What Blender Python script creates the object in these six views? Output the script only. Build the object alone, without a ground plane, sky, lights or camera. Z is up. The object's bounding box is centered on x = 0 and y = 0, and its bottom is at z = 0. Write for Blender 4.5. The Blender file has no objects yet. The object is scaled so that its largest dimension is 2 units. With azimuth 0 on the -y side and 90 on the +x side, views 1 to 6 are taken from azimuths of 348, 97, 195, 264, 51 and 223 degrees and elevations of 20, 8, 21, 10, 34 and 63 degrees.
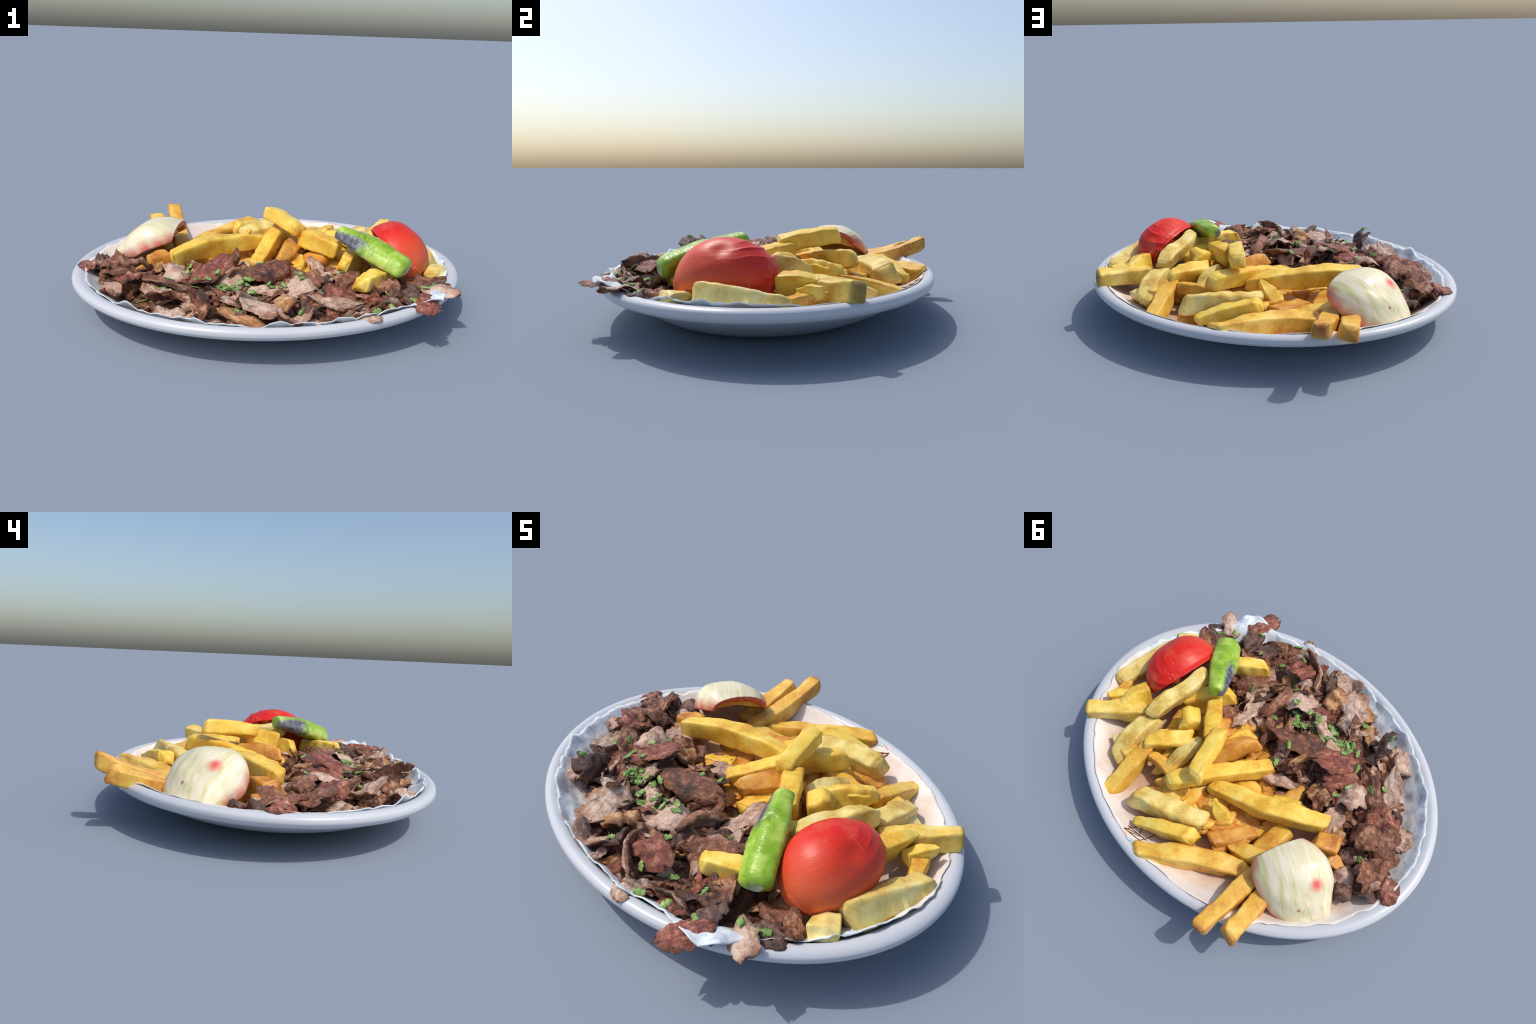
# Oval diner plate: shaved roast meat, thick-cut fries, tomato half, grilled pepper, onion petal.
import bpy, math, random
import numpy as np
from mathutils import Vector, Matrix

RNG = random.Random(11)
scene = bpy.context.scene
COLL = scene.collection


# ---------------------------------------------------------------- helpers
def srgb(r, g, b):
    f = lambda c: (c / 255 / 12.92) if c <= 10 else ((c / 255 + 0.055) / 1.055) ** 2.4
    return (f(r), f(g), f(b), 1.0)


class WaveNoise:
    """smooth vectorised pseudo-noise: sums of random plane waves, several octaves"""
    def __init__(self, seed, scale, octaves=3, gain=0.5):
        r = np.random.RandomState(seed)
        self.layers = []
        amp = 1.0
        for o in range(octaves):
            d = r.normal(size=(9, 3))
            d /= np.linalg.norm(d, axis=1)[:, None]
            k = d * (scale * 2 ** o) * r.uniform(0.6, 1.4, (9, 1)) * 2 * math.pi
            self.layers.append((k, r.uniform(0, 6.28, 9), amp))
            amp *= gain

    def __call__(self, P):
        P = np.asarray(P, float)
        out = np.zeros(P.shape[:-1])
        for k, ph, a in self.layers:
            out += a * np.sin(P @ k.T + ph).sum(-1) / 3.0
        return out


def smooth(a, b, x):
    t = np.clip((x - a) / (b - a), 0, 1)
    return t * t * (3 - 2 * t)


def mesh_from(name, verts, faces, mats, face_mat=None, shade=True):
    me = bpy.data.meshes.new(name)
    me.from_pydata([tuple(map(float, v)) for v in verts], [], faces)
    for m in mats:
        me.materials.append(m)
    if face_mat is not None:
        me.polygons.foreach_set("material_index", face_mat)
    me.polygons.foreach_set("use_smooth", [shade] * len(me.polygons))
    me.update()
    return me


def add(name, data, parent=None, matrix=None):
    ob = bpy.data.objects.new(name, data)
    COLL.objects.link(ob)
    if parent is not None:
        ob.parent = parent
    if matrix is not None:
        ob.matrix_basis = matrix
    return ob


def thing(ob, label, category):
    ob["label"] = label
    ob["category"] = category
    return ob


def tube_faces(n_rings, n_around, closed_caps=True):
    """quad strip faces for rings stacked one after another; caps fan to two extra verts"""
    f = []
    for i in range(n_rings - 1):
        for j in range(n_around):
            k = (j + 1) % n_around
            f.append((i * n_around + j, i * n_around + k, (i + 1) * n_around + k, (i + 1) * n_around + j))
    if closed_caps:
        c0 = n_rings * n_around
        c1 = c0 + 1
        last = (n_rings - 1) * n_around
        for j in range(n_around):
            k = (j + 1) % n_around
            f.append((c0, k, j))
            f.append((c1, last + j, last + k))
    return f


# ---------------------------------------------------------------- material kit
class Mat:
    def __init__(self, name, rough=0.5, spec=0.4):
        self.m = bpy.data.materials.new(name)
        self.m.use_nodes = True
        self.t = self.m.node_tree
        self.b = self.t.nodes["Principled BSDF"]
        self.b.inputs["Roughness"].default_value = rough
        self.b.inputs["Specular IOR Level"].default_value = spec
        self.tc = self.t.nodes.new("ShaderNodeTexCoord")

    def link(self, a, b):
        self.t.links.new(a, b)

    def mapped(self, kind="Object", scale=(1, 1, 1), loc=(0, 0, 0), rot=(0, 0, 0)):
        n = self.t.nodes.new("ShaderNodeMapping")
        n.inputs["Scale"].default_value = scale
        n.inputs["Location"].default_value = loc
        n.inputs["Rotation"].default_value = rot
        self.link(self.tc.outputs[kind], n.inputs["Vector"])
        return n.outputs["Vector"]

    def shifted_by_object(self, vec, amount=40.0):
        """offset texture space per object so that shared meshes differ"""
        oi = self.t.nodes.new("ShaderNodeObjectInfo")
        v = self.t.nodes.new("ShaderNodeVectorMath")
        v.operation = 'MULTIPLY_ADD'
        c = self.t.nodes.new("ShaderNodeCombineXYZ")
        for i in range(3):
            self.link(oi.outputs["Random"], c.inputs[i])
        self.link(c.outputs[0], v.inputs[0])
        v.inputs[1].default_value = (amount, amount * 1.7, amount * 0.6)
        self.link(vec, v.inputs[2])
        return v.outputs[0]

    def noise(self, vec, scale, detail=4, rough=0.55, distortion=0.0):
        n = self.t.nodes.new("ShaderNodeTexNoise")
        n.inputs["Scale"].default_value = scale
        n.inputs["Detail"].default_value = detail
        n.inputs["Roughness"].default_value = rough
        n.inputs["Distortion"].default_value = distortion
        self.link(vec, n.inputs["Vector"])
        return n.outputs["Fac"]

    def ramp(self, fac, stops):
        n = self.t.nodes.new("ShaderNodeValToRGB")
        e = n.color_ramp.elements
        while len(e) < len(stops):
            e.new(0.5)
        for i, (p, c) in enumerate(stops):
            e[i].position = p
            e[i].color = c if not isinstance(c, (int, float)) else (c, c, c, 1)
        self.link(fac, n.inputs["Fac"])
        return n.outputs["Color"]

    def mix(self, fac, a, b, mode='MIX'):
        n = self.t.nodes.new("ShaderNodeMix")
        n.data_type = 'RGBA'
        n.blend_type = mode
        for sock, v in ((n.inputs[0], fac), (n.inputs[6], a), (n.inputs[7], b)):
            if isinstance(v, (tuple, float, int)):
                sock.default_value = v
            else:
                self.link(v, sock)
        return n.outputs[2]

    def math(self, op, a, b=0.0, c=0.0, clamp=False):
        n = self.t.nodes.new("ShaderNodeMath")
        n.operation = op
        n.use_clamp = clamp
        for i, v in enumerate((a, b, c)):
            if isinstance(v, (int, float)):
                n.inputs[i].default_value = v
            else:
                self.link(v, n.inputs[i])
        return n.outputs[0]

    def xyz(self, vec):
        n = self.t.nodes.new("ShaderNodeSeparateXYZ")
        self.link(vec, n.inputs[0])
        return n.outputs

    def dist(self, point, kind="Object"):
        n = self.t.nodes.new("ShaderNodeVectorMath")
        n.operation = 'DISTANCE'
        self.link(self.tc.outputs[kind], n.inputs[0])
        n.inputs[1].default_value = point
        return n.outputs["Value"]

    def color(self, c):
        if isinstance(c, tuple):
            self.b.inputs["Base Color"].default_value = c
        else:
            self.link(c, self.b.inputs["Base Color"])

    def bump(self, fac, strength=0.3, distance=0.01):
        n = self.t.nodes.new("ShaderNodeBump")
        n.inputs["Strength"].default_value = strength
        n.inputs["Distance"].default_value = distance
        self.link(fac, n.inputs["Height"])
        self.link(n.outputs[0], self.b.inputs["Normal"])


def ceramic_material():
    M = Mat("white_glazed_ceramic", rough=0.28, spec=0.5)
    n = M.noise(M.mapped(), 3.0, 3)
    M.color(M.ramp(n, [(0.3, srgb(196, 199, 204)), (0.7, srgb(203, 205, 209))]))
    return M.m


def paper_material():
    M = Mat("greaseproof_paper", rough=0.6, spec=0.3)
    o = M.mapped()
    x, y, z = M.xyz(o)
    n1 = M.noise(o, 5.0, 5, 0.6)
    warm = M.ramp(n1, [(0.3, srgb(226, 214, 203)), (0.7, srgb(238, 232, 226))])
    cool = M.ramp(M.noise(o, 22.0, 4, 0.6, 0.6), [(0.32, srgb(184, 194, 204)), (0.5, srgb(222, 230, 234)), (0.7, srgb(232, 240, 243))])
    # oily orange soak marks, under and around the fries
    side = M.ramp(M.math('MULTIPLY_ADD', n1, 0.5, M.math('ADD', y, -0.15)), [(0.0, 1.0), (0.15, 0.0)])
    base = M.mix(side, warm, cool)
    rr = M.math('SQRT', M.math('ADD', M.math('POWER', M.math('ABSOLUTE', x), 2.0),
                               M.math('POWER', M.math('MULTIPLY', M.math('ABSOLUTE', y), 1.29), 2.0)))
    soak = M.ramp(M.math('MULTIPLY_ADD', M.noise(o, 6.0, 5, 0.6, 0.4), -0.35, M.math('ADD', rr, 0.17)),
                  [(0.70, 1.0), (0.90, 0.0)])
    base = M.mix(M.math('MULTIPLY', soak, 0.75), base, srgb(196, 140, 84))
    M.color(base)
    M.bump(M.noise(o, 30.0, 4), 0.2, 0.01)
    return M.m


def fry_material(name, pale, mid, deep, end_col, end_amount):
    M = Mat(name, rough=0.42, spec=0.35)
    o = M.shifted_by_object(M.mapped())
    big = M.noise(o, 9.0, 4, 0.55)
    fine = M.noise(o, 75.0, 3, 0.6)
    col = M.ramp(big, [(0.32, deep), (0.5, mid), (0.68, pale)])
    col = M.mix(M.ramp(fine, [(0.45, 0.0), (0.72, 0.45)]), col, pale)
    # browned ends: along the length of the stick (Generated x runs end to end)
    gx = M.xyz(M.tc.outputs["Generated"])[0]
    d = M.math('ABSOLUTE', M.math('SUBTRACT', gx, 0.5))
    d = M.math('MULTIPLY_ADD', M.math('SUBTRACT', big, 0.5), 0.14, d)
    col = M.mix(M.ramp(d, [(0.44, 0.0), (0.52, end_amount)]), col, end_col)
    # orange shading seen on the fries, painted on as random deep-toned patches
    patch = M.ramp(M.noise(o, 4.5, 5, 0.65, 0.8), [(0.57, 0.0), (0.72, 0.7)])
    col = M.mix(patch, col, deep)
    # the long edges fry darker than the faces
    g3 = M.xyz(M.tc.outputs["Generated"])
    ey = M.math('ABSOLUTE', M.math('SUBTRACT', g3[1], 0.5))
    ez = M.math('ABSOLUTE', M.math('SUBTRACT', g3[2], 0.5))
    e = M.math('MULTIPLY_ADD', M.math('SUBTRACT', M.noise(o, 14.0, 4), 0.5), 0.3, M.math('MINIMUM', ey, ez))
    col = M.mix(M.ramp(e, [(0.32, 0.0), (0.44, 0.65)]), col, deep)
    M.color(col)
    M.bump(M.noise(o, 55.0, 5, 0.6), 0.22, 0.006)
    return M.m


def meat_material(name, dark, mid, light, crust, char=0.2, fibre=(22, 62, 45), rough=0.30, edge=0.8):
    M = Mat(name, rough=rough, spec=0.6)
    o = M.shifted_by_object(M.mapped())
    fv = M.shifted_by_object(M.mapped(scale=fibre))
    f = M.noise(fv, 1.0, 5, 0.6, 0.5)
    blot = M.noise(o, 19.0, 6, 0.7, 0.8)
    v = M.math('MULTIPLY_ADD', f, 0.36, M.math('MULTIPLY', blot, 0.64))
    col = M.ramp(v, [(0.38, dark), (0.50, mid), (0.61, light)])
    # browned crust round the rim of the slice
    gx, gy, gz = M.xyz(M.tc.outputs["Generated"])
    r2 = M.math('ADD', M.math('POWER', M.math('ABSOLUTE', M.math('SUBTRACT', gx, 0.5)), 2.0),
                M.math('POWER', M.math('ABSOLUTE', M.math('SUBTRACT', gy, 0.5)), 2.0))
    r2 = M.math('MULTIPLY_ADD', M.math('SUBTRACT', M.noise(o, 22.0, 4, 0.6), 0.5), 0.22, r2)
    col = M.mix(M.ramp(r2, [(0.10, 0.0), (0.21, edge)]), col, crust)
    ch = M.ramp(M.noise(o, 11.0, 5, 0.7, 0.4), [(0.62 - char * 0.4, 0.0), (0.74 - char * 0.4, 0.85)])
    col = M.mix(ch, col, srgb(62, 44, 42))
    M.color(col)
    M.bump(M.math('MULTIPLY_ADD', f, 0.6, M.noise(o, 60.0, 5, 0.7)), 0.8, 0.014)
    return M.m


# ---------------------------------------------------------------- plate
PLATE_A, PLATE_B = 0.996, 0.783
TILT_X, TILT_Y, TILT_0 = 0.0074, 0.0059, 0.0055     # the plate rocks a little toward -x, -y
PROFILE = [(0.0, 0.018), (0.25, 0.016), (0.44, 0.010), (0.50, 0.0), (0.54, 0.004), (0.62, 0.018), (0.75, 0.060),
           (0.85, 0.101), (0.895, 0.124), (0.925, 0.134), (0.960, 0.140), (0.985, 0.150), (0.998, 0.165), (1.0, 0.176), (0.997, 0.187),
           (0.985, 0.196), (0.968, 0.200), (0.950, 0.197), (0.932, 0.187), (0.90, 0.156), (0.84, 0.116), (0.74, 0.078),
           (0.62, 0.060), (0.48, 0.052), (0.25, 0.048), (0.0, 0.046)]
INNER_R = np.array([0.0, 0.25, 0.48, 0.62, 0.74, 0.84, 0.90, 0.932, 0.95, 0.968, 0.985, 1.0, 1.1])
INNER_Z = np.array([0.046, 0.048, 0.052, 0.060, 0.078, 0.116, 0.156, 0.187, 0.197, 0.200, 0.196, 0.185, 0.145])


def tilt(x, y):
    return TILT_0 + TILT_X * np.asarray(x) + TILT_Y * np.asarray(y)


def dish_z(x, y):
    r = np.sqrt((np.asarray(x) / PLATE_A) ** 2 + (np.asarray(y) / PLATE_B) ** 2)
    return np.interp(r, INNER_R, INNER_Z) + tilt(x, y)


def build_plate():
    # smooth the profile with a Catmull-Rom pass, then sweep it round the oval
    P = np.array(PROFILE)
    dense = []
    for i in range(len(P) - 1):
        p0, p1, p2, p3 = P[max(i - 1, 0)], P[i], P[i + 1], P[min(i + 2, len(P) - 1)]
        for t in np.linspace(0, 1, 4, endpoint=False):
            dense.append(0.5 * ((2 * p1) + (p2 - p0) * t + (2 * p0 - 5 * p1 + 4 * p2 - p3) * t ** 2
                                + (3 * p1 - p0 - 3 * p2 + p3) * t ** 3))
    dense = np.array(dense[1:])
    dense[:, 1] = np.maximum(dense[:, 1], 0.0)
    n = 160
    ang = np.linspace(0, 2 * math.pi, n, endpoint=False)
    V = []
    top_from = int(np.argmax(dense[:, 0]))
    for i, (r, z) in enumerate(dense):
        # the foot underneath is nearly round, the rim is oval
        k = float(smooth(0.85, 0.5, r)) if i < top_from else 0.0
        ry = r * (PLATE_B + (0.83 - PLATE_B) * k)
        for a in ang:
            x, y = r * PLATE_A * math.cos(a) + 0.030 * k, ry * math.sin(a) - 0.030 * k
            V.append((x, y, max(0.0, z + float(tilt(x, y)) * (1 - k))))
    V.append((0, 0, PROFILE[0][1]))
    V.append((0, 0, PROFILE[-1][1] + TILT_0))
    me = mesh_from("oval_plate", V, tube_faces(len(dense), n), [ceramic_material()])
    return thing(add("oval_plate", me), "white oval ceramic plate with a thick rounded rim", "plate")


def angle_bump(a, centre, width):
    d = (a - centre + math.pi) % (2 * math.pi) - math.pi
    return np.exp(-(d / width) ** 2)


def build_paper():
    nr, na = 70, 260
    wr = WaveNoise(5, 2.2, 3)
    edge = WaveNoise(8, 3.2, 4, 0.6)
    lump = WaveNoise(17, 7.0, 3, 0.55)
    ragged = WaveNoise(19, 9.0, 2, 0.7)
    V = []
    for i in range(nr):
        t = i / (nr - 1)
        for j in range(na):
            a = 2 * math.pi * j / na
            ca, sa = math.cos(a), math.sin(a)
            rim = 0.938 + 0.004 * edge((ca, sa, 0.3)) + 0.003 * ragged((ca, sa, 0.0))
            rim += 0.11 * angle_bump(a, math.radians(-51), 0.12) + 0.035 * angle_bump(a, math.radians(-73), 0.05)
            rim += 0.07 * angle_bump(a, math.radians(121), 0.10)
            r = rim * t ** 0.85
            x, y = r * PLATE_A * ca, r * PLATE_B * sa
            base = float(dish_z(x, y))
            lift = 0.005 + 0.005 * abs(float(wr((x, y, 0)))) * (1.0 - 0.7 * smooth(0.75, 1.0, t))
            meat_side = float(smooth(0.1, -0.3, y - 0.25 * x))
            lift += 0.009 * meat_side * float(smooth(0.6, 0.85, t)) * (1 + float(lump((x, y, 0))))
            lift += 0.002 * float(smooth(0.93, 1.0, t)) * (1 + float(edge((ca, sa, 1.7))))
            z = base + lift
            over = max(0.0, r - 0.965)
            flap = float(angle_bump(a, math.radians(-50), 0.2))
            if over > 0:
                z = 0.200 + float(tilt(x, y)) + lift + over * (0.25 * flap + (-0.9) * float(angle_bump(a, math.radians(121), 0.2)))
            V.append((x, y, z))
    top = np.array(V)
    bot = top - np.array([0, 0, 0.004])
    n = len(top)
    F, B = [], []
    for i in range(nr - 1):
        for j in range(na):
            k = (j + 1) % na
            q = (i * na + j, (i + 1) * na + j, (i + 1) * na + k, i * na + k)
            F.append(q)
            B.append(tuple(v + n for v in q[::-1]))
    rimf = []
    s = (nr - 1) * na
    for j in range(na):
        k = (j + 1) % na
        rimf.append((s + j, s + j + n, s + k + n, s + k))
    me = mesh_from("paper_liner", np.vstack([top, bot]), F + B + rimf, [paper_material()])
    ob = add("paper_liner", me)
    thing(ob, "white greaseproof paper sheet lining the plate, wrinkled edge", "paper")
    # small printed sketch (struts and a span) and two coloured dabs near the rim
    ink = Mat("brown_print", 0.7, 0.2)
    ink.color(srgb(112, 70, 48))
    orange = Mat("orange_print", 0.7, 0.2)
    orange.color(srgb(236, 150, 112))
    teal = Mat("teal_print", 0.7, 0.2)
    teal.color(srgb(150, 196, 205))

    def stroke(name, pts, width, mat):
        vs, fs = [], []
        dense = []
        for (p, q) in zip(pts[:-1], pts[1:]):
            for t in np.linspace(0, 1, 12):
                dense.append((p[0] + (q[0] - p[0]) * t, p[1] + (q[1] - p[1]) * t))
        for i, (x, y) in enumerate(dense):
            i0, i1 = max(i - 1, 0), min(i + 1, len(dense) - 1)
            d = Vector((dense[i1][0] - dense[i0][0], dense[i1][1] - dense[i0][1], 0))
            d = d.normalized() if d.length > 0 else Vector((1, 0, 0))
            s = Vector((-d.y, d.x, 0)) * width * 0.5
            for sg in (-1, 1):
                px, py = x + s.x * sg, y + s.y * sg
                vs.append((px, py, paper_top(px, py) + 0.0025))
        for i in range(len(dense) - 1):
            fs.append((2 * i, 2 * i + 1, 2 * i + 3, 2 * i + 2))
        return add(name, mesh_from(name, vs, fs, [mat]), ob)

    grid = top.reshape(nr, na, 3)

    def paper_top(x, y):
        d = (top[:, 0] - x) ** 2 + (top[:, 1] - y) ** 2
        near = np.argsort(d)[:4]
        w = 1 / (d[near] + 1e-6)
        return float((top[near, 2] * w).sum() / w.sum())

    for pts in ([(0.195, 0.68), (0.085, 0.665)], [(0.19, 0.705), (0.10, 0.69)],
                [(0.185, 0.705), (0.165, 0.63)], [(0.10, 0.69), (0.085, 0.60)],
                [(0.19, 0.70), (0.13, 0.67), (0.16, 0.63)], [(0.165, 0.70), (0.105, 0.665)],
                [(0.21, 0.64), (0.12, 0.60)], [(0.20, 0.625), (0.13, 0.59)]):
        stroke("printed_line", pts, 0.0045, ink.m)
    stroke("printed_dab", [(0.175, 0.722), (0.145, 0.728)], 0.018, orange.m)
    stroke("printed_dab", [(0.135, 0.725), (0.105, 0.722)], 0.014, teal.m)
    return ob


# ---------------------------------------------------------------- fries
FRY_MATS = {}


def fry_mats():
    br = srgb(150, 82, 30)
    FRY_MATS['Y'] = fry_material("fry_yellow", srgb(250, 222, 118), srgb(238, 198, 76), srgb(216, 154, 44), br, 0.35)
    FRY_MATS['G'] = fry_material("fry_golden", srgb(244, 210, 110), srgb(228, 178, 66), srgb(200, 130, 42), br, 0.5)
    FRY_MATS['O'] = fry_material("fry_orange", srgb(232, 182, 92), srgb(210, 144, 58), srgb(174, 100, 38), br, 0.5)
    FRY_MATS['C'] = fry_material("fry_pale", srgb(246, 230, 160), srgb(228, 202, 112), srgb(200, 156, 64), br, 0.3)
    FRY_MATS['B'] = fry_material("fry_brown_tip", srgb(242, 206, 112), srgb(226, 174, 72), srgb(194, 122, 48), srgb(150, 66, 28), 0.95)
    FRY_MATS['K'] = fry_material("fry_burnt_end", srgb(242, 218, 128), srgb(226, 188, 84), srgb(192, 140, 52), srgb(66, 44, 22), 0.9)


def fry_mesh(L, w, h, sag, side, t1, t2, sq, seed, mat):
    """squared potato stick along local x; top face at z=0"""
    nx, nc = 34, 32
    r = np.random.RandomState(seed)
    low = WaveNoise(seed + 1, 4.0, 2)
    med = WaveNoise(seed + 2, 14.0, 2)
    V = []
    ang = np.linspace(0, 2 * math.pi, nc, endpoint=False) + math.pi / nc
    cy = np.sign(np.cos(ang)) * np.abs(np.cos(ang)) ** (2 / sq)
    cz = np.sign(np.sin(ang)) * np.abs(np.sin(ang)) ** (2 / sq)
    tilt1, tilt2 = r.uniform(-0.5, 0.5, 2)
    lean1, lean2 = r.uniform(-0.35, 0.35, 2)
    us = np.sin(np.linspace(-1, 1, nx) * math.pi / 2)
    us = np.sign(us) * (1 - (1 - np.abs(us)) ** 1.05)
    twist = r.uniform(-0.25, 0.25)
    for u in us:
        a = abs(u)
        rnd = (1 - a ** 26) ** (1 / 3.0) if a < 1 else 0.0
        rnd = max(rnd, 0.70)
        f = (u + 1) / 2
        tp = 1 - t1 * (1 - smooth(0, 0.55, f)) - t2 * (1 - smooth(0, 0.55, 1 - f))
        ww, hh = w / 2 * tp * rnd, h / 2 * tp * rnd
        tw = twist * u
        py, pz = cy * ww, cz * hh
        py, pz = py * math.cos(tw) - pz * math.sin(tw), py * math.sin(tw) + pz * math.cos(tw)
        x = np.full(nc, u * L / 2)
        k = smooth(0.55, 1, a)
        ti, le = (tilt1, lean1) if u < 0 else (tilt2, lean2)
        x = x + k * (ti * py + le * pz)
        y = py + side * (1 - u * u)
        z = pz - h / 2 + sag * (1 - u * u)
        V.append(np.stack([x, y, z], 1))
    V = np.vstack(V)
    ctr = np.repeat(np.stack([us * L / 2, side * (1 - us ** 2), -h / 2 + sag * (1 - us ** 2)], 1), nc, 0)
    d = V - ctr
    d[:, 0] = 0
    d /= np.linalg.norm(d, axis=1)[:, None] + 1e-9
    V = V + d * (0.0055 * low(V) + 0.0022 * med(V))[:, None]
    c0 = V[:nc].mean(0) - np.array([0.004, 0, 0])
    c1 = V[-nc:].mean(0) + np.array([0.004, 0, 0])
    V = np.vstack([V, c0, c1])
    return mesh_from("fry", V, tube_faces(nx, nc), [FRY_MATS[mat]])


def axis_frame(p1, p2, roll=0.0):
    p1, p2 = Vector(p1), Vector(p2)
    x = (p2 - p1).normalized()
    y = Vector((0, 0, 1)).cross(x)
    y = y.normalized() if y.length > 1e-4 else Vector((0, 1, 0))
    z = x.cross(y)
    R = Matrix((x, y, z)).transposed().to_4x4()
    return Matrix.Translation((p1 + p2) / 2) @ R @ Matrix.Rotation(roll, 4, 'X'), (p2 - p1).length


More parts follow.
